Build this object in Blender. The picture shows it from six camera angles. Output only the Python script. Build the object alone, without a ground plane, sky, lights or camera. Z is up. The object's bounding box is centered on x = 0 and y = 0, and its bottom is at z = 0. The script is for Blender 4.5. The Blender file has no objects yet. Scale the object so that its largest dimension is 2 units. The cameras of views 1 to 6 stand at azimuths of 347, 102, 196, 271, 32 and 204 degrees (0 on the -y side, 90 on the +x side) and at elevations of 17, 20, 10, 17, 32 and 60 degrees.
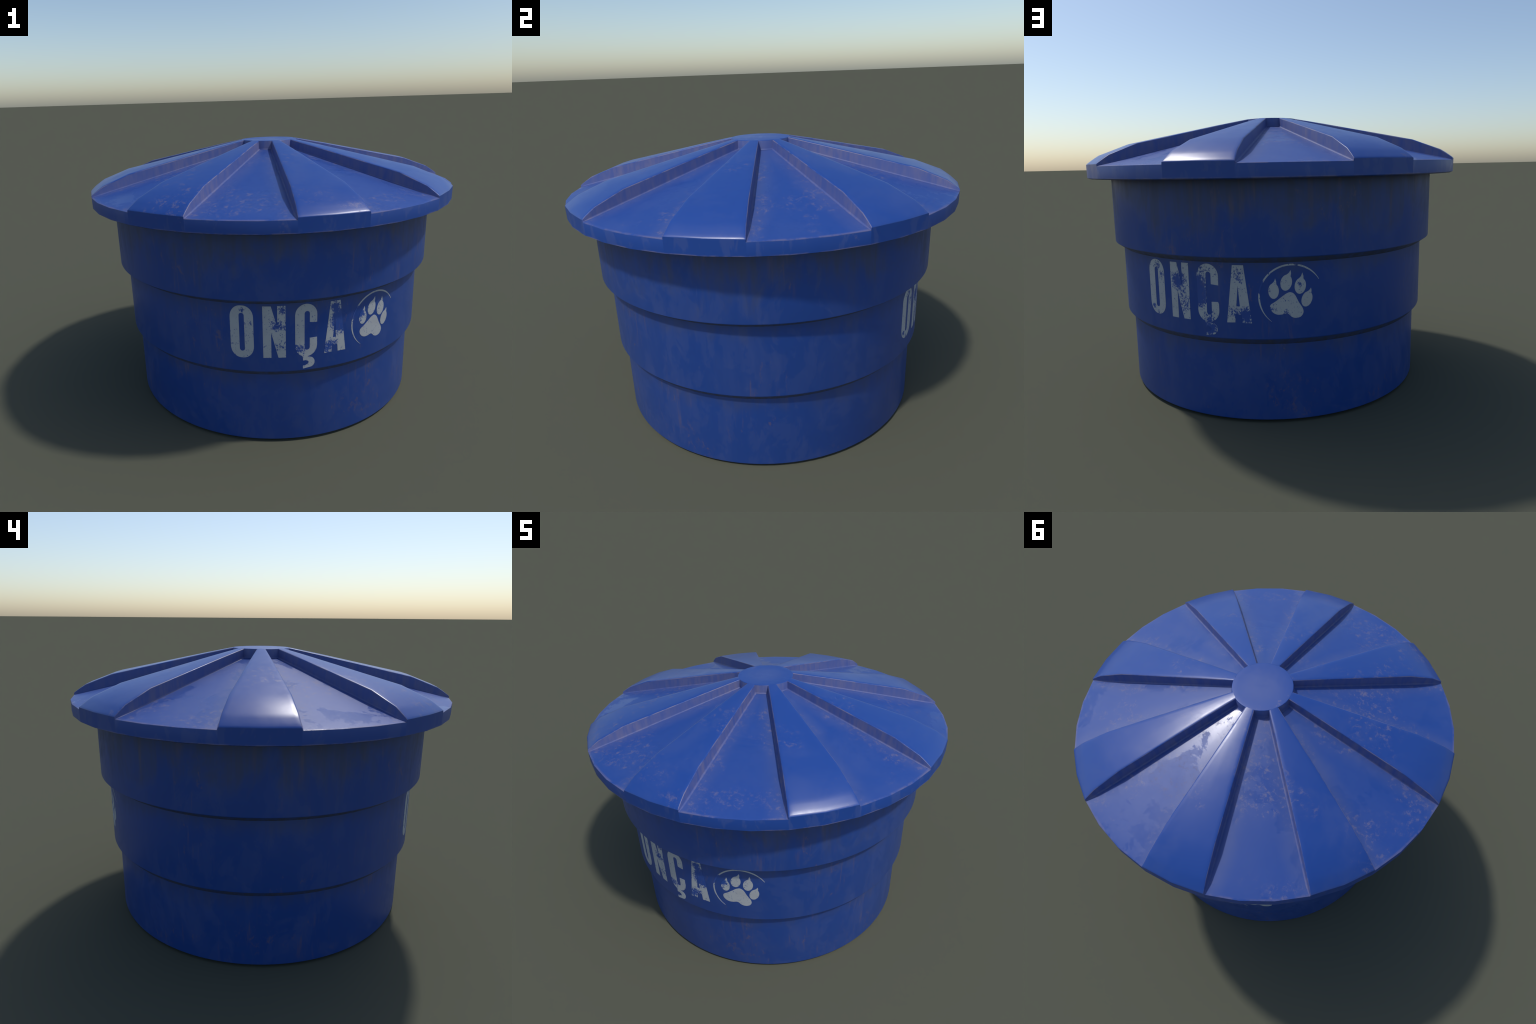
"""Round blue plastic water tank: three stepped bands, an eight-ribbed conical
lid, and a worn white stencil (a word and a paw in a broken ring) on two sides.
Frame: metres, z up, axis of the tank on the z axis."""
import bpy, bmesh, math
from math import sin, cos, radians, pi, hypot, atan2
from mathutils import Vector

# ------------------------------------------------------------------ sizes
R_BAND = (0.8836, 0.8412, 0.8101)          # radii of the three bands, top down
Z_EDGE = (0.7850, 0.4115)                  # lower edge of the upper two bands
Z_CREASE = (0.7555, 0.3790)                # where the next band starts
Z_BODY_TOP = 1.150
SEG_BODY = 160

R_HUB, Z_HUB = 0.153, 1.4185
RIB_HALF = 9.0                             # degrees, half width of a raised rib
R_RIM = 1.0
Z_SKIRT = 1.118                            # lower edge of the lid skirt
FLOOR_HUB, FLOOR_RIM = 1.3732, 1.1765      # recessed panel heights at hub and rim


def floor_z(r):
    return FLOOR_HUB + (FLOOR_RIM - FLOOR_HUB) * (r - R_HUB) / (R_RIM - R_HUB)


# ------------------------------------------------------------------ node helpers
class Nodes:
    """Small wrapper that writes node trees as expressions."""

    def __init__(self, mat):
        mat.use_nodes = True
        self.t = mat.node_tree
        self.t.nodes.clear()

    def new(self, kind, **kw):
        n = self.t.nodes.new(kind)
        for k, v in kw.items():
            setattr(n, k, v)
        return n

    def put(self, sock, v):
        if hasattr(v, "is_output"):
            self.t.links.new(v, sock)
        elif isinstance(v, (tuple, list)) and len(v) == 3 and sock.type == 'RGBA':
            sock.default_value = (*v, 1)
        else:
            sock.default_value = v

    def m(self, op, a, b=None, c=None, clamp=False):
        n = self.new('ShaderNodeMath', operation=op, use_clamp=clamp)
        for i, v in enumerate((a, b, c)):
            if v is not None:
                self.put(n.inputs[i], v)
        return n.outputs[0]

    def mul(self, a, b): return self.m('MULTIPLY', a, b)
    def add(self, a, b): return self.m('ADD', a, b)
    def sub(self, a, b): return self.m('SUBTRACT', a, b)

    def ramp(self, v, lo, hi, a=0.0, b=1.0):
        n = self.new('ShaderNodeMapRange', interpolation_type='SMOOTHSTEP')
        self.put(n.inputs[0], v)
        for i, x in zip((1, 2, 3, 4), (lo, hi, a, b)):
            self.put(n.inputs[i], x)
        return n.outputs[0]

    def mix(self, f, a, b):
        n = self.new('ShaderNodeMix', data_type='RGBA', clamp_factor=True)
        self.put(n.inputs[0], f)
        self.put(n.inputs[6], a)
        self.put(n.inputs[7], b)
        return n.outputs[2]

    def vec(self, x, y, z):
        n = self.new('ShaderNodeCombineXYZ')
        for i, v in enumerate((x, y, z)):
            self.put(n.inputs[i], v)
        return n.outputs[0]

    def noise(self, v, scale, detail=4.0, rough=0.55, dist=0.0):
        n = self.new('ShaderNodeTexNoise')
        self.put(n.inputs['Vector'], v)
        n.inputs['Scale'].default_value = scale
        n.inputs['Detail'].default_value = detail
        n.inputs['Roughness'].default_value = rough
        n.inputs['Distortion'].default_value = dist
        return n.outputs['Fac']

    def place(self):
        """world position and its cylindrical parts"""
        g = self.new('ShaderNodeNewGeometry')
        s = self.new('ShaderNodeSeparateXYZ')
        self.put(s.inputs[0], g.outputs['Position'])
        x, y, z = s.outputs
        r = self.m('SQRT', self.add(self.mul(x, x), self.mul(y, y)))
        ang = self.m('ARCTAN2', y, x)
        return g.outputs['Position'], x, y, z, r, ang

    def finish(self, color, rough, bump=None, strength=0.1, spec=0.5, dist=0.004):
        p = self.new('ShaderNodeBsdfPrincipled')
        self.put(p.inputs['Base Color'], color)
        self.put(p.inputs['Roughness'], rough)
        self.put(p.inputs['Specular IOR Level'], spec)
        if bump is not None:
            b = self.new('ShaderNodeBump')
            b.inputs['Strength'].default_value = strength
            b.inputs['Distance'].default_value = dist
            self.put(b.inputs['Height'], bump)
            self.put(p.inputs['Normal'], b.outputs[0])
        o = self.new('ShaderNodeOutputMaterial')
        self.put(o.inputs[0], p.outputs[0])


BLUE = (0.0130, 0.0600, 0.285)
BLUE_DUSTY = (0.072, 0.108, 0.290)
DUST = (0.240, 0.195, 0.225)
GRIME = (0.062, 0.070, 0.100)
RUST = (0.165, 0.115, 0.145)
WHITE = (0.400, 0.420, 0.445)


def body_weather(n):
    """colour and roughness of the tank wall: dusty veils, runs from under the lid
    and below each step, thin rusty drips"""
    pos, x, y, z, r, ang = n.place()
    run = n.noise(n.vec(n.mul(x, 26), n.mul(y, 26), n.mul(z, 1.6)), 1.0, 5, 0.6)
    fine = n.noise(n.vec(n.mul(x, 70), n.mul(y, 70), n.mul(z, 5.0)), 1.0, 3, 0.6)
    veil = n.noise(n.vec(n.mul(x, 5), n.mul(y, 5), n.mul(z, 2.6)), 1.0, 6, 0.62, 0.6)
    blot = n.noise(pos, 9.0, 6, 0.65, 0.4)
    # broad dusty veils with soft ragged borders
    crisp = n.noise(n.vec(n.mul(x, 8), n.mul(y, 8), n.mul(z, 4.4)), 1.0, 9, 0.68, 0.5)
    vf = n.mul(n.add(n.mul(n.ramp(veil, 0.44, 0.64), 0.50), n.mul(n.ramp(crisp, 0.505, 0.545), 0.50)), n.ramp(run, 0.30, 0.62, 0.62, 1.0))
    col = n.mix(n.add(0.06, n.mul(vf, 0.36)), BLUE, BLUE_DUSTY)
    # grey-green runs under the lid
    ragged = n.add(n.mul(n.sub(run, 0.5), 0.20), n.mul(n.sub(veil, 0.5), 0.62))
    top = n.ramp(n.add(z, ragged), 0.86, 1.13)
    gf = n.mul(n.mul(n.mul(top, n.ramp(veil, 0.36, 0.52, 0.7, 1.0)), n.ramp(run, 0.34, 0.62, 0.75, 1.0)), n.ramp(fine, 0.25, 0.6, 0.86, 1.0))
    # the same grime, thinner, just below both steps; dark tone on their undersides
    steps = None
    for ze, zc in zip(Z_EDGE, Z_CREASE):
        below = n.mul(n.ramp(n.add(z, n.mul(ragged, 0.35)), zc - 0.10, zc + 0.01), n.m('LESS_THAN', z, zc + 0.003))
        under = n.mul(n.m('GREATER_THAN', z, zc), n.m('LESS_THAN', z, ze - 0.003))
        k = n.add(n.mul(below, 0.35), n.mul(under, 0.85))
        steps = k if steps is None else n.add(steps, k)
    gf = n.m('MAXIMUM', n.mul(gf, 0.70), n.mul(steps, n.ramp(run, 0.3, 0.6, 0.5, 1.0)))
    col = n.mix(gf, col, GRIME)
    # thin rusty drips, in bunches
    thin = n.noise(n.vec(n.mul(x, 44), n.mul(y, 44), n.mul(z, 4.2)), 1.0, 3, 0.55, 0.25)
    bunch = n.noise(n.vec(n.mul(x, 2.6), n.mul(y, 2.6), n.mul(z, 2.2)), 1.0, 2)
    drip = n.mul(n.ramp(thin, 0.57, 0.74), n.ramp(bunch, 0.50, 0.66))
    scrape = n.noise(n.vec(n.mul(x, 20), n.mul(y, 20), n.mul(z, 9)), 1.3, 8, 0.76, 0.3)
    chip = n.mul(n.ramp(scrape, 0.575, 0.66), n.ramp(bunch, 0.53, 0.63))
    uneven = n.noise(n.vec(n.mul(x, 1.9), n.mul(y, 1.9), 3.0), 1.0, 3, 0.6)
    under_lid = n.mul(n.mul(n.ramp(uneven, 0.44, 0.60), n.ramp(n.add(z, ragged), 0.90, 1.10)), n.ramp(n.add(n.mul(thin, 0.6), n.mul(run, 0.4)), 0.50, 0.66))
    low = n.noise(n.vec(n.mul(x, 3.4), n.mul(y, 3.4), n.mul(z, 3.0)), 1.0, 2, 0.5)
    scuff = n.mul(n.ramp(n.noise(n.vec(n.mul(x, 26), n.mul(y, 26), n.mul(z, 14)), 1.4, 8, 0.78, 0.4), 0.52, 0.66),
                  n.mul(n.ramp(low, 0.56, 0.66), n.ramp(z, 0.36, 0.12)))
    chip = n.m('MAXIMUM', chip, scuff)
    rf = n.m('MAXIMUM', n.mul(drip, 0.38), n.m('MAXIMUM', n.mul(chip, 0.46), n.mul(under_lid, 0.34)))
    col = n.mix(rf, col, RUST)
    rough = n.add(0.36, n.add(n.mul(vf, 0.12), n.mul(gf, 0.30)))
    bump = n.add(n.mul(blot, 0.5), n.mul(rf, 0.5))
    return col, rough, bump


def lid_weather(n, kind):
    """colour of the lid; kind is 'panel', 'rib', 'wall', 'skirt' or 'hub'"""
    pos, x, y, z, r, ang = n.place()
    big = n.noise(pos, 3.4, 5, 0.6, 0.5)
    patch = n.noise(pos, 8.0, 6, 0.68, 0.3)
    speck = n.noise(pos, 46.0, 5, 0.7)
    # distance, along the arc, to the nearest rib wall
    turn = n.mul(ang, 180 / pi)
    off = n.m('ABSOLUTE', n.sub(n.m('FLOORED_MODULO', n.add(turn, 22.5), 45.0), 22.5))
    d = n.mul(n.mul(n.m('ABSOLUTE', n.sub(off, RIB_HALF)), pi / 180), r)
    veil, dust = 0.0, 0.0
    if kind == 'panel':
        near = n.mul(n.ramp(n.add(d, n.mul(n.sub(big, 0.5), 0.14)), 0.0, 0.105, 1.0, 0.0), n.ramp(patch, 0.25, 0.6, 0.7, 1.0))
        veil = n.add(n.add(0.05, n.mul(n.ramp(big, 0.42, 0.70), 0.16)), n.mul(near, 0.52))
        grain = n.noise(pos, 34.0, 7, 0.76, 0.3)
        where = n.add(n.noise(pos, 3.1, 3, 0.5), n.mul(near, 0.16))
        patchy = n.add(n.mul(n.ramp(grain, 0.50, 0.68), n.ramp(where, 0.50, 0.64)),
                       n.mul(n.ramp(speck, 0.70, 0.76), 0.35))
        line = n.mul(n.ramp(d, 0.003, 0.012, 1.0, 0.0), n.ramp(patch, 0.44, 0.62))
        brink = n.mul(n.ramp(r, 0.985, 0.995), n.ramp(patch, 0.40, 0.55))
        dust = n.m('MAXIMUM', n.mul(patchy, 0.42), n.m('MAXIMUM', n.mul(line, 0.32), n.mul(brink, 0.32)))
    elif kind == 'rib':
        veil = n.add(0.04, n.mul(n.ramp(big, 0.46, 0.68), 0.22))
        where = n.noise(pos, 2.7, 3, 0.5)
        grain = n.noise(pos, 34.0, 7, 0.76, 0.3)
        patchy = n.add(n.mul(n.ramp(grain, 0.51, 0.66), n.ramp(where, 0.515, 0.62)), n.mul(n.ramp(speck, 0.70, 0.76), 0.35))
        brink = n.mul(n.ramp(d, 0.0010, 0.004, 1.0, 0.0), n.ramp(patch, 0.38, 0.60))
        dust = n.m('MAXIMUM', n.mul(patchy, 0.34), n.mul(brink, 0.60))
    elif kind == 'wall':
        run = n.noise(n.vec(n.mul(x, 38), n.mul(y, 38), n.mul(z, 7)), 1.0, 4, 0.6)
        veil = 0.25
        dust = n.add(0.10, n.mul(n.ramp(run, 0.26, 0.74), n.ramp(big, 0.34, 0.62, 0.14, 0.36)))
    elif kind == 'skirt':
        run = n.noise(n.vec(n.mul(x, 16), n.mul(y, 16), n.mul(z, 6)), 1.0, 5, 0.6, 0.5)
        veil = n.mul(n.ramp(run, 0.52, 0.60), 0.30)
        low = n.mul(n.ramp(z, Z_SKIRT + 0.002, Z_SKIRT + 0.007, 1.0, 0.0), n.ramp(patch, 0.42, 0.58))
        spots = n.mul(n.ramp(patch, 0.62, 0.70), n.ramp(speck, 0.46, 0.6))
        dust = n.m('MAXIMUM', n.mul(low, 0.45), n.mul(spots, 0.30))
    elif kind == 'hub':
        veil = n.add(n.mul(n.ramp(r, 0.135, 0.04), 0.34), n.mul(n.ramp(big, 0.45, 0.65), 0.1))
        dust = n.mul(n.mul(n.ramp(patch, 0.62, 0.68), n.ramp(speck, 0.46, 0.6)), 0.35)
    col = n.mix(veil, BLUE, BLUE_DUSTY)
    col = n.mix(dust, col, DUST)
    shine = n.mul(n.ramp(n.add(n.noise(pos, 3.6, 10, 0.68, 0.3), n.mul(n.ramp(d, 0.02, 0.10, 1.0, 0.0), 0.07)), 0.535, 0.57),
                  {'panel': 0.16, 'rib': 0.02}.get(kind, 0.06))
    base = {'panel': 0.44, 'rib': 0.31, 'wall': 0.5, 'skirt': 0.4, 'hub': 0.42}[kind]
    rough = n.sub(n.add(base, n.add(n.mul(dust, 0.35), n.mul(n.ramp(patch, 0.35, 0.7), 0.05))), shine)
    return col, rough, n.add(n.mul(dust, 0.5), n.mul(patch, 0.3))


def make_lid_material(kind):
    mat = bpy.data.materials.new("blue_plastic_" + kind)
    n = Nodes(mat)
    c, r, b = lid_weather(n, kind)
    n.finish(c, r, b, 0.03)
    return mat


def make_body_material():
    mat = bpy.data.materials.new("blue_plastic_wall")
    n = Nodes(mat)
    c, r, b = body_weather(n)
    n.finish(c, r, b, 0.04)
    return mat


def make_paint_material():
    """stencil paint, rubbed away in spots so that the plastic shows;
    each rub is (degrees round the axis, height, radius, strength)"""
    rubs = [
        # south side
        (-105.0, 0.650, 0.030, 0.12), (-102.6, 0.645, 0.030, 0.20), (-102.2, 0.725, 0.020, 0.20),
        (-102.3, 0.545, 0.030, 0.12), (-112.6, 0.655, 0.018, 0.14), (-114.6, 0.722, 0.014, 0.14),
        (-97.3, 0.520, 0.034, 0.22), (-85.0, 0.722, 0.024, 0.24), (-82.7, 0.640, 0.054, 0.42),
        (-86.6, 0.525, 0.034, 0.22), (-88.0, 0.500, 0.020, 0.12), (-84.0, 0.690, 0.030, 0.14),
        (-74.9, 0.650, 0.020, 0.28), (-75.9, 0.616, 0.016, 0.22), (-67.0, 0.690, 0.018, 0.11), (-77.3, 0.668, 0.030, 0.50),
        (-78.7, 0.540, 0.016, 0.14),
        # north side
        (67.2, 0.720, 0.020, 0.18), (69.0, 0.675, 0.020, 0.13), (64.4, 0.520, 0.014, 0.22),
        (66.6, 0.490, 0.012, 0.16), (76.2, 0.660, 0.042, 0.30), (78.0, 0.590, 0.035, 0.12), (78.6, 0.540, 0.030, 0.13),
        (84.0, 0.645, 0.042, 0.34), (84.0, 0.585, 0.040, 0.30), (84.8, 0.715, 0.034, 0.14),
        (86.9, 0.452, 0.036, 0.30), (87.0, 0.510, 0.030, 0.15), (96.2, 0.700, 0.040, 0.10),
        (94.5, 0.535, 0.030, 0.13), (98.5, 0.520, 0.036, 0.30), (103.3, 0.645, 0.030, 0.42), (113.6, 0.745, 0.012, 0.22),
        (115.0, 0.655, 0.016, 0.13), (106.0, 0.550, 0.014, 0.18), (110.8, 0.530, 0.018, 0.15),
    ]
    mat = bpy.data.materials.new("worn_white_paint")
    n = Nodes(mat)
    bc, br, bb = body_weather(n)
    pos, x, y, z, r, ang = n.place()
    chips = n.noise(n.vec(x, y, n.mul(z, 0.72)), 150.0, 5, 0.72)
    rough_edge = n.noise(pos, 42.0, 4, 0.65)
    wear = n.add(0.47, n.add(n.mul(n.sub(chips, 0.5), 1.25), n.mul(n.sub(rough_edge, 0.5), 0.45)))
    for deg, h, rad, k in rubs:
        a = radians(deg)
        c = (R_BAND[1] * cos(a), R_BAND[1] * sin(a), h)
        dn = n.new('ShaderNodeVectorMath', operation='DISTANCE')
        n.put(dn.inputs[0], pos)
        dn.inputs[1].default_value = c
        wear = n.add(wear, n.ramp(dn.outputs['Value'], rad * 0.1, rad * 1.6, k * 1.25, 0.0))
    gone = n.ramp(wear, 0.600, 0.665)
    tint = n.mix(n.mul(n.ramp(n.noise(pos, 14.0, 4), 0.45, 0.7), 0.35), WHITE, (0.33, 0.33, 0.36))
    col = n.mix(gone, tint, bc)
    n.finish(col, 0.55, bb, 0.06)
    return mat


# ------------------------------------------------------------------ mesh helpers
def link(name, me, mats, parent=None, smooth_angle=None):
    for m in mats:
        me.materials.append(m)
    ob = bpy.data.objects.new(name, me)
    bpy.context.scene.collection.objects.link(ob)
    ob.parent = parent
    return ob


def shade(me, angle):
    """smooth shading with edges sharper than the angle kept hard"""
    bm = bmesh.new()
    bm.from_mesh(me)
    bmesh.ops.recalc_face_normals(bm, faces=bm.faces)
    for f in bm.faces:
        f.smooth = True
    for e in bm.edges:
        if len(e.link_faces) == 2 and e.calc_face_angle(0) > radians(angle):
            e.smooth = False
    bm.to_mesh(me)
    bm.free()


def grid_mesh(name, rows, mat_of=None, close=False):
    """skin a list of equally long point rows"""
    me = bpy.data.meshes.new(name)
    n = len(rows[0])
    verts = [p for row in rows for p in row]
    faces, mats = [], []
    for i in range(len(rows) - 1):
        for j in range(n if close else n - 1):
            k = (j + 1) % n
            faces.append((i * n + j, i * n + k, (i + 1) * n + k, (i + 1) * n + j))
            mats.append(mat_of(i, j) if mat_of else 0)
    me.from_pydata(verts, [], faces)
    for p, m in zip(me.polygons, mats):
        p.material_index = m
    return me


def lathe(name, profile, seg):
    rows = [[(r * cos(2 * pi * i / seg), r * sin(2 * pi * i / seg), z) for i in range(seg)] for r, z in profile]
    return grid_mesh(name, rows, close=True)


# ------------------------------------------------------------------ tank body
def build_body(parent, mat):
    ra, rb, rc = R_BAND
    c = 0.0018                                            # small round on band edges

    def step(r, ze, r2, zc):
        return [(r, ze + c * 1.3), (r - c * 0.25, ze + c * 0.45), (r - c * 0.8, ze - c * 0.25),
                (r2 + 0.004, zc + 0.0025), (r2 + 0.0008, zc + 0.0002), (r2, zc - 0.004)]
    prof = [(0.001, Z_BODY_TOP), (ra - 0.01, Z_BODY_TOP), (ra, Z_BODY_TOP - 0.01)]
    prof += step(ra, Z_EDGE[0], rb, Z_CREASE[0])
    prof += step(rb, Z_EDGE[1], rc, Z_CREASE[1])
    prof += [(rc, 0.0170), (rc - 0.001, 0.0138), (rc - 0.004, 0.0115), (rc - 0.030, 0.0), (0.001, 0.0)]
    me = lathe("tank_body", prof, SEG_BODY)
    shade(me, 38)
    return link("tank_body", me, [mat], parent)


# ------------------------------------------------------------------ lid
SEG_DEG = 9.0                                             # the lid is a 40-sided round


def lid_point(r, deg, z):
    """point on the 40-sided lid: r is measured at the corners"""
    k = deg % SEG_DEG
    f = cos(radians(SEG_DEG / 2)) / cos(radians(k - SEG_DEG / 2))
    return (r * f * cos(radians(deg)), r * f * sin(radians(deg)), z)


RIB_PROFILE = [(R_HUB - 0.0035, Z_HUB + 0.0007), (0.20, 1.4094), (0.32, 1.3852), (0.80, 1.2830), (0.938, 1.2304), (0.962, 1.2152),
               (0.981, 1.2018), (0.993, 1.1930), (0.9985, 1.1880), (1.0, 1.1855)]


def build_rib(mats):
    """one raised rib along +x: pillowed top, steep side walls with a small fillet at the
    foot, and its own piece of the skirt"""
    rows = []
    kinds = None
    for r, zt in RIB_PROFILE:
        half = r * sin(radians(RIB_HALF)) * 1.0
        h = max(zt - floor_z(r), 0.002)
        s = min(1.0, half / 0.055)
        v = min(1.0, h / 0.03)
        # (inset from the wall, drop from the top), from the middle of the top outward
        cut = [(half, 0.0), (0.022 * s, 0.0), (0.014 * s, 0.0003 * v), (0.007 * s, 0.0010 * v), (0.0026 * s, 0.0018 * v),
               (0.0007 * s, 0.0032 * v), (0.0, 0.0055 * v), (-0.0022 * v, h - 0.0065 * v), (-0.0034 * v, h - 0.0034 * v),
               (-0.0062 * v, h - 0.0012 * v), (-0.0100 * v, h - 0.0003)]
        row = []
        for side in (-1, 1):
            pts = []
            for inset, drop in cut:
                lat = half - inset
                deg = math.degrees(math.asin(min(1.0, lat / r))) if lat > 1e-6 else 0.0
                pts.append(lid_point(r, side * deg, zt - drop))
            row += pts[::-1] if side < 0 else pts[1:]
        rows.append(row)
    n = len(rows[0])
    mid = n // 2

    def mat_of(i, j):
        k = abs(j + 0.5 - mid)
        return 1 if k > 5.6 else 0
    me = grid_mesh("raised_rib", rows, mat_of)
    # skirt below the outer end
    bm = bmesh.new()
    bm.from_mesh(me)
    degs = [-RIB_HALF, 0, RIB_HALF]
    zt = RIB_PROFILE[-1][1]
    levels = [(1.0, zt), (0.9992, Z_SKIRT + 0.0012), (0.9978, Z_SKIRT), (0.988, Z_SKIRT - 0.004), (0.980, Z_SKIRT - 0.004)]
    prev = None
    for r, z in levels:
        cur = [bm.verts.new(lid_point(r, d, z)) for d in degs]
        if prev:
            for a in range(len(degs) - 1):
                f = bm.faces.new((prev[a], prev[a + 1], cur[a + 1], cur[a]))
                f.material_index = 2
        prev = cur
    bmesh.ops.remove_doubles(bm, verts=bm.verts, dist=0.0002)
    bm.to_mesh(me)
    bm.free()
    shade(me, 42)
    for m in mats:
        me.materials.append(m)
    return me


def build_panel(mats):
    """one recessed panel between two ribs, centred on +x, with its piece of the skirt"""
    half = 22.5 - RIB_HALF
    a0 = -half
    degs = [a0 - 0.6, a0, a0 + 9, a0 + 18, a0 + 27, a0 + 27.6]
    prof = [(R_HUB - 0.004, floor_z(R_HUB - 0.004), 0), (0.45, floor_z(0.45), 0), (0.75, floor_z(0.75), 0), (0.93, floor_z(0.93), 0),
            (0.990, floor_z(0.990), 0), (0.9972, floor_z(0.9972) - 0.0004, 0), (0.9994, 1.1758, 0), (1.0, 1.1738, 2),
            (0.9992, Z_SKIRT + 0.0012, 2), (0.9978, Z_SKIRT, 2), (0.988, Z_SKIRT - 0.004, 2), (0.980, Z_SKIRT - 0.004, 2)]
    # corners of the 40-sided round lie at 22.5 degrees minus multiples of nine
    rows = []
    for r, z, m in prof:
        row = []
        for d in degs:
            x, y, zz = lid_point(r, d + 22.5, z)
            a = atan2(y, x) - radians(22.5)
            q = hypot(x, y)
            if m == 2 or r > 0.996:                       # keep the skirt inside its own sector
                dd = max(a0, min(a0 + 27, d))
                x, y, zz = lid_point(r, dd + 22.5, z)
                a = atan2(y, x) - radians(22.5)
                q = hypot(x, y)
            row.append((q * cos(a), q * sin(a), zz))
        rows.append(row)
    me = grid_mesh("recessed_panel", rows, lambda i, j: 1 if prof[i][2] == 2 else 0)
    bm = bmesh.new()
    bm.from_mesh(me)
    bmesh.ops.remove_doubles(bm, verts=bm.verts, dist=0.0002)
    bmesh.ops.dissolve_degenerate(bm, edges=bm.edges, dist=0.0001)
    bm.to_mesh(me)
    bm.free()
    shade(me, 40)
    for m in mats:
        me.materials.append(m)
    return me


def build_lid(parent, mats):
    # inner shell: underside of the lid, the part that sits over the tank
    inner = [(0.981, Z_SKIRT - 0.0042), (R_BAND[0] + 0.001, Z_SKIRT - 0.0042), (R_BAND[0] + 0.001, 1.160), (0.20, 1.352), (0.001, 1.356)]
    me = lathe("lid", inner, 40)
    shade(me, 35)
    lid = link("lid", me, [mats['skirt']], parent)

    hub = [(0.0005, Z_HUB + 0.0012), (0.07, Z_HUB + 0.0010), (0.125, Z_HUB + 0.0007), (R_HUB - 0.004, Z_HUB + 0.0004), (R_HUB - 0.001, Z_HUB + 0.0001),
           (R_HUB, Z_HUB - 0.0018), (R_HUB + 0.0015, FLOOR_HUB + 0.006), (R_HUB + 0.004, FLOOR_HUB + 0.002), (R_HUB + 0.008, FLOOR_HUB - 0.001)]
    rows = [[lid_point(r, 360.0 * i / 80, z) for i in range(80)] for r, z in hub]
    me = grid_mesh("hub_cap", rows, lambda i, j: 1 if i >= 5 else 0, close=True)
    shade(me, 60)
    link("hub_cap", me, [mats['hub'], mats['wall']], lid)

    rib = build_rib([mats['rib'], mats['wall'], mats['skirt']])
    panel = build_panel([mats['panel'], mats['skirt']])
    for kind, me, off in (("raised_rib", rib, 0.0), ("recessed_panel", panel, 22.5)):
        first = None
        for i in range(8):
            if first is None:
                ob = first = bpy.data.objects.new(kind, me)
            else:
                ob = first.copy()
            bpy.context.scene.collection.objects.link(ob)
            ob.parent = lid
            ob.rotation_euler = (0, 0, radians(off + 45 * i))
    return lid


# ------------------------------------------------------------------ stencil
def arc(cx, cy, rx, ry, d0, d1, n=8):
    return [(cx + rx * cos(radians(d0 + (d1 - d0) * i / n)), cy + ry * sin(radians(d0 + (d1 - d0) * i / n))) for i in range(n + 1)]


def slot(x0, x1, y0, y1, rx, ry):
    """upright rounded rectangle"""
    return (arc(x1 - rx, y1 - ry, rx, ry, 0, 90) + arc(x0 + rx, y1 - ry, rx, ry, 90, 180)
            + arc(x0 + rx, y0 + ry, rx, ry, 180, 270) + arc(x1 - rx, y0 + ry, rx, ry, 270, 360))


def spline(pts, sub=5):
    """closed Catmull-Rom curve through the points"""
    out = []
    n = len(pts)
    for i in range(n):
        p0, p1, p2, p3 = (Vector(pts[(i + k) % n]) for k in (-1, 0, 1, 2))
        for s in range(sub):
            t = s / sub
            q = 0.5 * ((2 * p1) + (p2 - p0) * t + (2 * p0 - 5 * p1 + 4 * p2 - p3) * t * t + (3 * p1 - p0 - 3 * p2 + p3) * t ** 3)
            out.append((q.x, q.y))
    return out


def toe(cx, cy, rx, ry, tip, lean):
    """almond pad with a claw: an oval whose upper right draws out to a point"""
    out = []
    ax, ay = sin(radians(lean)), cos(radians(lean))       # long axis of the oval
    base = math.degrees(atan2((tip[1] - cy), (tip[0] - cx)))

    def on(d):
        c, s = cos(radians(d)), sin(radians(d))
        k = 1 / math.sqrt(((c * ay - s * ax) / rx) ** 2 + ((c * ax + s * ay) / ry) ** 2)
        return (cx + k * c, cy + k * s)
    d0, d1 = base - 15, base + 17
    n = 26
    for i in range(n + 1):
        out.append(on(d1 + (360 - (d1 - d0)) * i / n))
    p0, p1 = Vector(out[-1]), Vector(out[0])
    t = Vector(tip)
    side = Vector((1, 0.15))
    # right edge of the claw bulges, left edge is hollow
    q0 = p0.lerp(t, 0.5) + side * 0.0020
    q1 = p1.lerp(t, 0.50) + side * 0.0030
    out += [tuple(p0.lerp(q0, 0.5) + side * 0.0002), tuple(q0), tuple(t), tuple(q1), tuple(p1.lerp(q1, 0.5) + side * 0.0018)]
    return out


def ring_arc(cx, cy, r, d0, d1, w, n=60):
    """thin crescent stroke, pointed at both ends"""
    outer, inner = [], []
    for i in range(n + 1):
        t = i / n
        d = d0 + (d1 - d0) * t
        half = 0.5 * w * min(1.0, 0.25 + 5 * t, 0.15 + 4 * (1 - t))
        rr = r - 0.007 * (1 - sin(pi * min(1, max(0, t)))) 
        outer.append((cx + (rr + half) * cos(radians(d)), cy + (rr + half) * sin(radians(d))))
        inner.append((cx + (rr - half) * cos(radians(d)), cy + (rr - half) * sin(radians(d))))
    return outer + inner[::-1]


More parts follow.
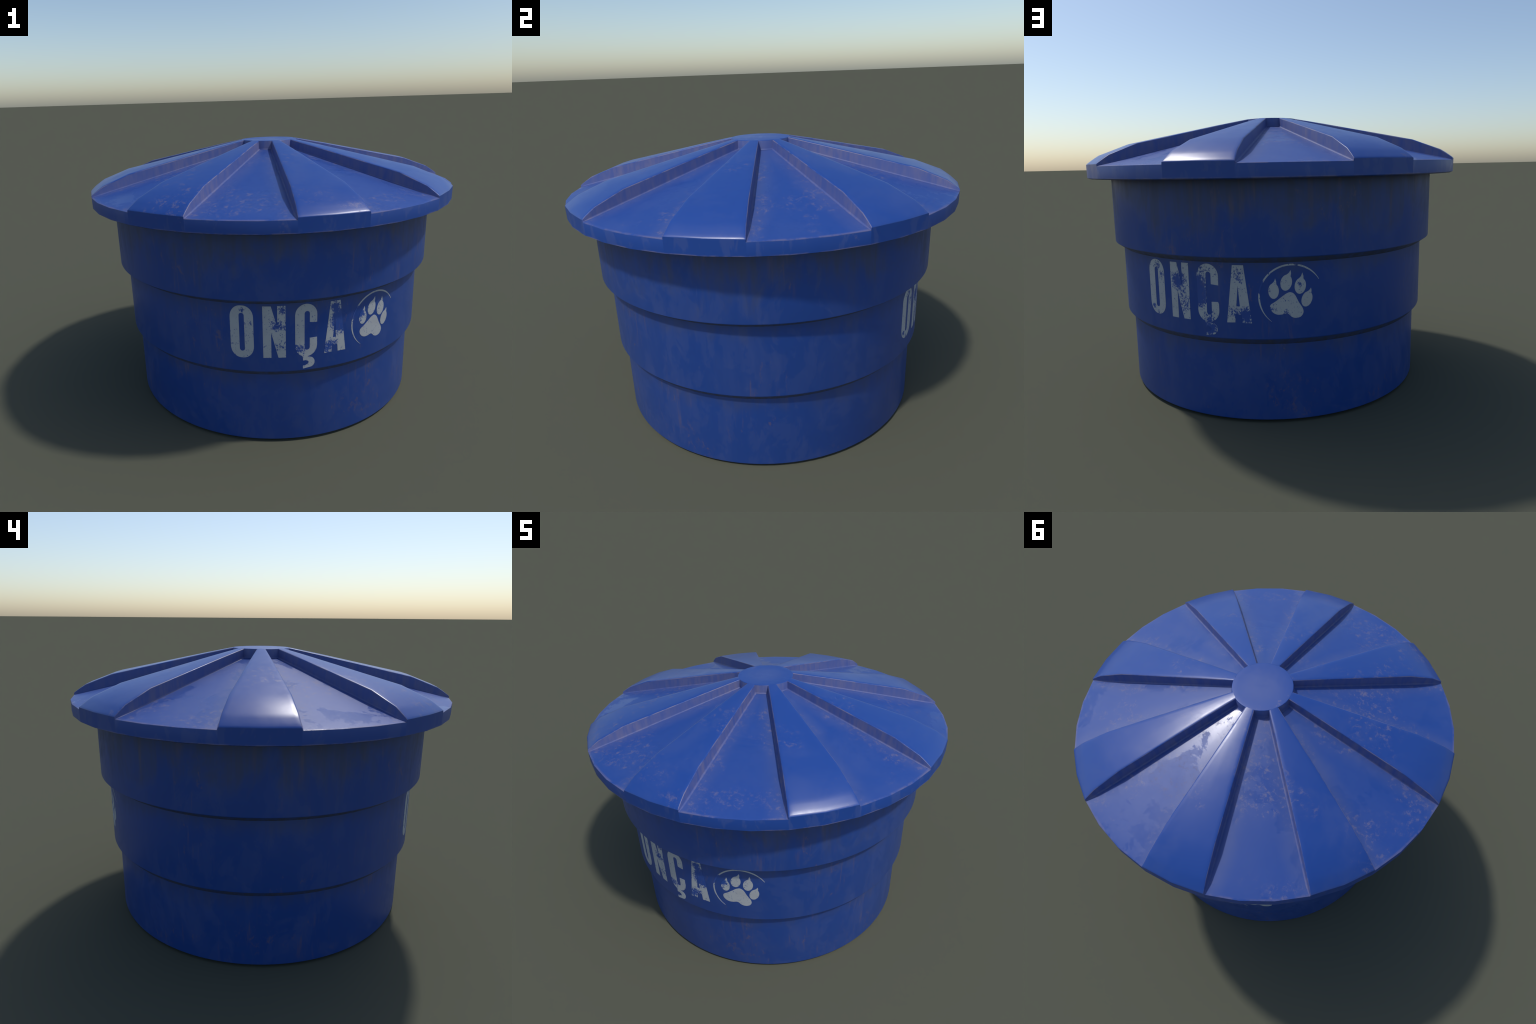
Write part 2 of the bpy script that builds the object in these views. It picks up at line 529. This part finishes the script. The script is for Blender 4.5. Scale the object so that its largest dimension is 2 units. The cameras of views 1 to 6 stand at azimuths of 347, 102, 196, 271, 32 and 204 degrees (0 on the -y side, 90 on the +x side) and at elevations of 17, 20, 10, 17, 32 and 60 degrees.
def stencil_shapes():
    """name, outlines (the first is the border, others are holes); metres along the
    wall from the centre line, and height"""
    lo, hi = 0.4845, 0.7445
    o = [slot(-0.4210, -0.3115, lo - 0.0015, hi + 0.0015, 0.050, 0.058), slot(-0.3785, -0.3540, 0.5180, 0.7095, 0.0115, 0.013)]
    nn = [[(-0.2687, lo), (-0.2310, lo), (-0.2308, 0.6150), (-0.1985, lo), (-0.1637, lo), (-0.1637, hi), (-0.2012, hi),
           (-0.2016, 0.6370), (-0.2300, hi - 0.001), (-0.2687, hi - 0.001)]]
    c = [arc(-0.068, hi + 0.003 - 0.055, 0.052, 0.055, 0, 180, 14) + arc(-0.068, lo - 0.002 + 0.055, 0.052, 0.055, 180, 248, 6)
         + [(-0.0838, 0.4790), (-0.0832, 0.4615), (-0.0700, 0.4630), (-0.0600, 0.4585), (-0.0560, 0.4520), (-0.0590, 0.4440),
            (-0.0700, 0.4375), (-0.0840, 0.4340), (-0.0835, 0.4195), (-0.0640, 0.4230)]
         + arc(-0.052, 0.4515, 0.0245, 0.0265, -70, 78, 8)
         + [(-0.0560, 0.4790), (-0.0630, 0.4815)]
         + arc(-0.068, lo - 0.002 + 0.055, 0.052, 0.055, 278, 360, 7)
         + [(-0.0165, 0.5770), (-0.0512, 0.5760)] + arc(-0.0637, 0.5290, 0.0125, 0.013, 0, -180, 8)
         + arc(-0.0637, 0.6990, 0.0125, 0.013, 180, 0, 8) + [(-0.0514, 0.6560), (-0.0165, 0.6520)]]
    a = [[(0.0190, lo + 0.002), (0.0562, lo + 0.003), (0.0592, 0.5235), (0.0870, 0.5235), (0.0895, lo + 0.002), (0.1310, lo + 0.001),
          (0.0990, hi), (0.0497, hi)], [(0.0632, 0.5610), (0.0795, 0.5610), (0.0722, 0.6560)]]
    pad = [spline([(0.303, 0.6225), (0.321, 0.610), (0.337, 0.578), (0.354, 0.550), (0.3580, 0.529), (0.346, 0.511), (0.324, 0.506),
                   (0.306, 0.512), (0.293, 0.5245), (0.281, 0.5285), (0.262, 0.524), (0.242, 0.5245), (0.224, 0.534), (0.2125, 0.552),
                   (0.2150, 0.569), (0.236, 0.583), (0.259, 0.600), (0.283, 0.617)])]
    toes = [[toe(0.2285, 0.6300, 0.0228, 0.0350, (0.2362, 0.6865), 0)], [toe(0.2838, 0.6655, 0.0248, 0.0360, (0.3035, 0.7200), 12)],
            [toe(0.3452, 0.6490, 0.0248, 0.0360, (0.3545, 0.7075), 8)], [toe(0.3742, 0.5885, 0.0235, 0.0350, (0.3925, 0.6375), 18)]]
    ring = [ring_arc(0.3105, 0.5985, 0.1475, 33, 229, 0.0072)]
    out = [("letter", o), ("letter", nn), ("letter", c), ("letter", a), ("paw_pad", pad)]
    out += [("paw_toe", t) for t in toes]
    out += [("ring_stroke", ring)]
    return out


def stencil_mesh(name, loops, centre_deg, radius, film):
    """fill flat outlines, slice them at the facets of the wall, wrap them round it
    and give them the thickness of a coat of paint"""
    cu = bpy.data.curves.new("outline", 'CURVE')
    cu.dimensions = '2D'
    cu.fill_mode = 'BOTH'
    for lp in loops:
        sp = cu.splines.new('POLY')
        sp.points.add(len(lp) - 1)
        for p, (x, y) in zip(sp.points, lp):
            p.co = (x, y, 0, 1)
        sp.use_cyclic_u = True
    tmp = bpy.data.objects.new("outline", cu)
    bpy.context.scene.collection.objects.link(tmp)
    me = bpy.data.meshes.new_from_object(tmp.evaluated_get(bpy.context.evaluated_depsgraph_get()))
    bpy.data.objects.remove(tmp)
    bpy.data.curves.remove(cu)
    me.name = name
    bm = bmesh.new()
    bm.from_mesh(me)
    bmesh.ops.remove_doubles(bm, verts=bm.verts, dist=1e-5)
    step = 360.0 / SEG_BODY
    xs = [v.co.x for v in bm.verts]
    d = math.floor((centre_deg + math.degrees(min(xs) / radius)) / step) * step
    while d < centre_deg + math.degrees(max(xs) / radius) + step:
        x = radians(d - centre_deg) * radius
        bmesh.ops.bisect_plane(bm, geom=bm.verts[:] + bm.edges[:] + bm.faces[:], plane_co=(x, 0, 0), plane_no=(1, 0, 0), dist=1e-6)
        d += step
    ext = bmesh.ops.extrude_face_region(bm, geom=bm.faces[:])
    top = {v for v in ext['geom'] if isinstance(v, bmesh.types.BMVert)}
    for v in bm.verts:
        deg = centre_deg + math.degrees(v.co.x / radius)
        k = deg % step
        rr = radius * cos(radians(step / 2)) / cos(radians(k - step / 2)) + (film if v in top else -0.0006)
        v.co = (rr * cos(radians(deg)), rr * sin(radians(deg)), v.co.y)
    bmesh.ops.recalc_face_normals(bm, faces=bm.faces)
    for f in bm.faces:
        f.smooth = True
    for e in bm.edges:
        if len(e.link_faces) == 2 and e.calc_face_angle(0) > radians(40):
            e.smooth = False
    bm.to_mesh(me)
    bm.free()
    return me


def build_stencils(parent, mat):
    for centre in (-90.0, 91.33):
        for name, loops in stencil_shapes():
            me = stencil_mesh(name, loops, centre, R_BAND[1], 0.0008)
            link(name, me, [mat], parent)


# ------------------------------------------------------------------ assemble
def main():
    tank = bpy.data.objects.new("water_tank", None)
    bpy.context.scene.collection.objects.link(tank)
    tank["label"] = "round blue plastic water tank with ribbed conical lid"
    tank["category"] = "water tank"
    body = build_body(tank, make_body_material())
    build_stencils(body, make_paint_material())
    build_lid(tank, {k: make_lid_material(k) for k in ('panel', 'rib', 'wall', 'skirt', 'hub')})


main()
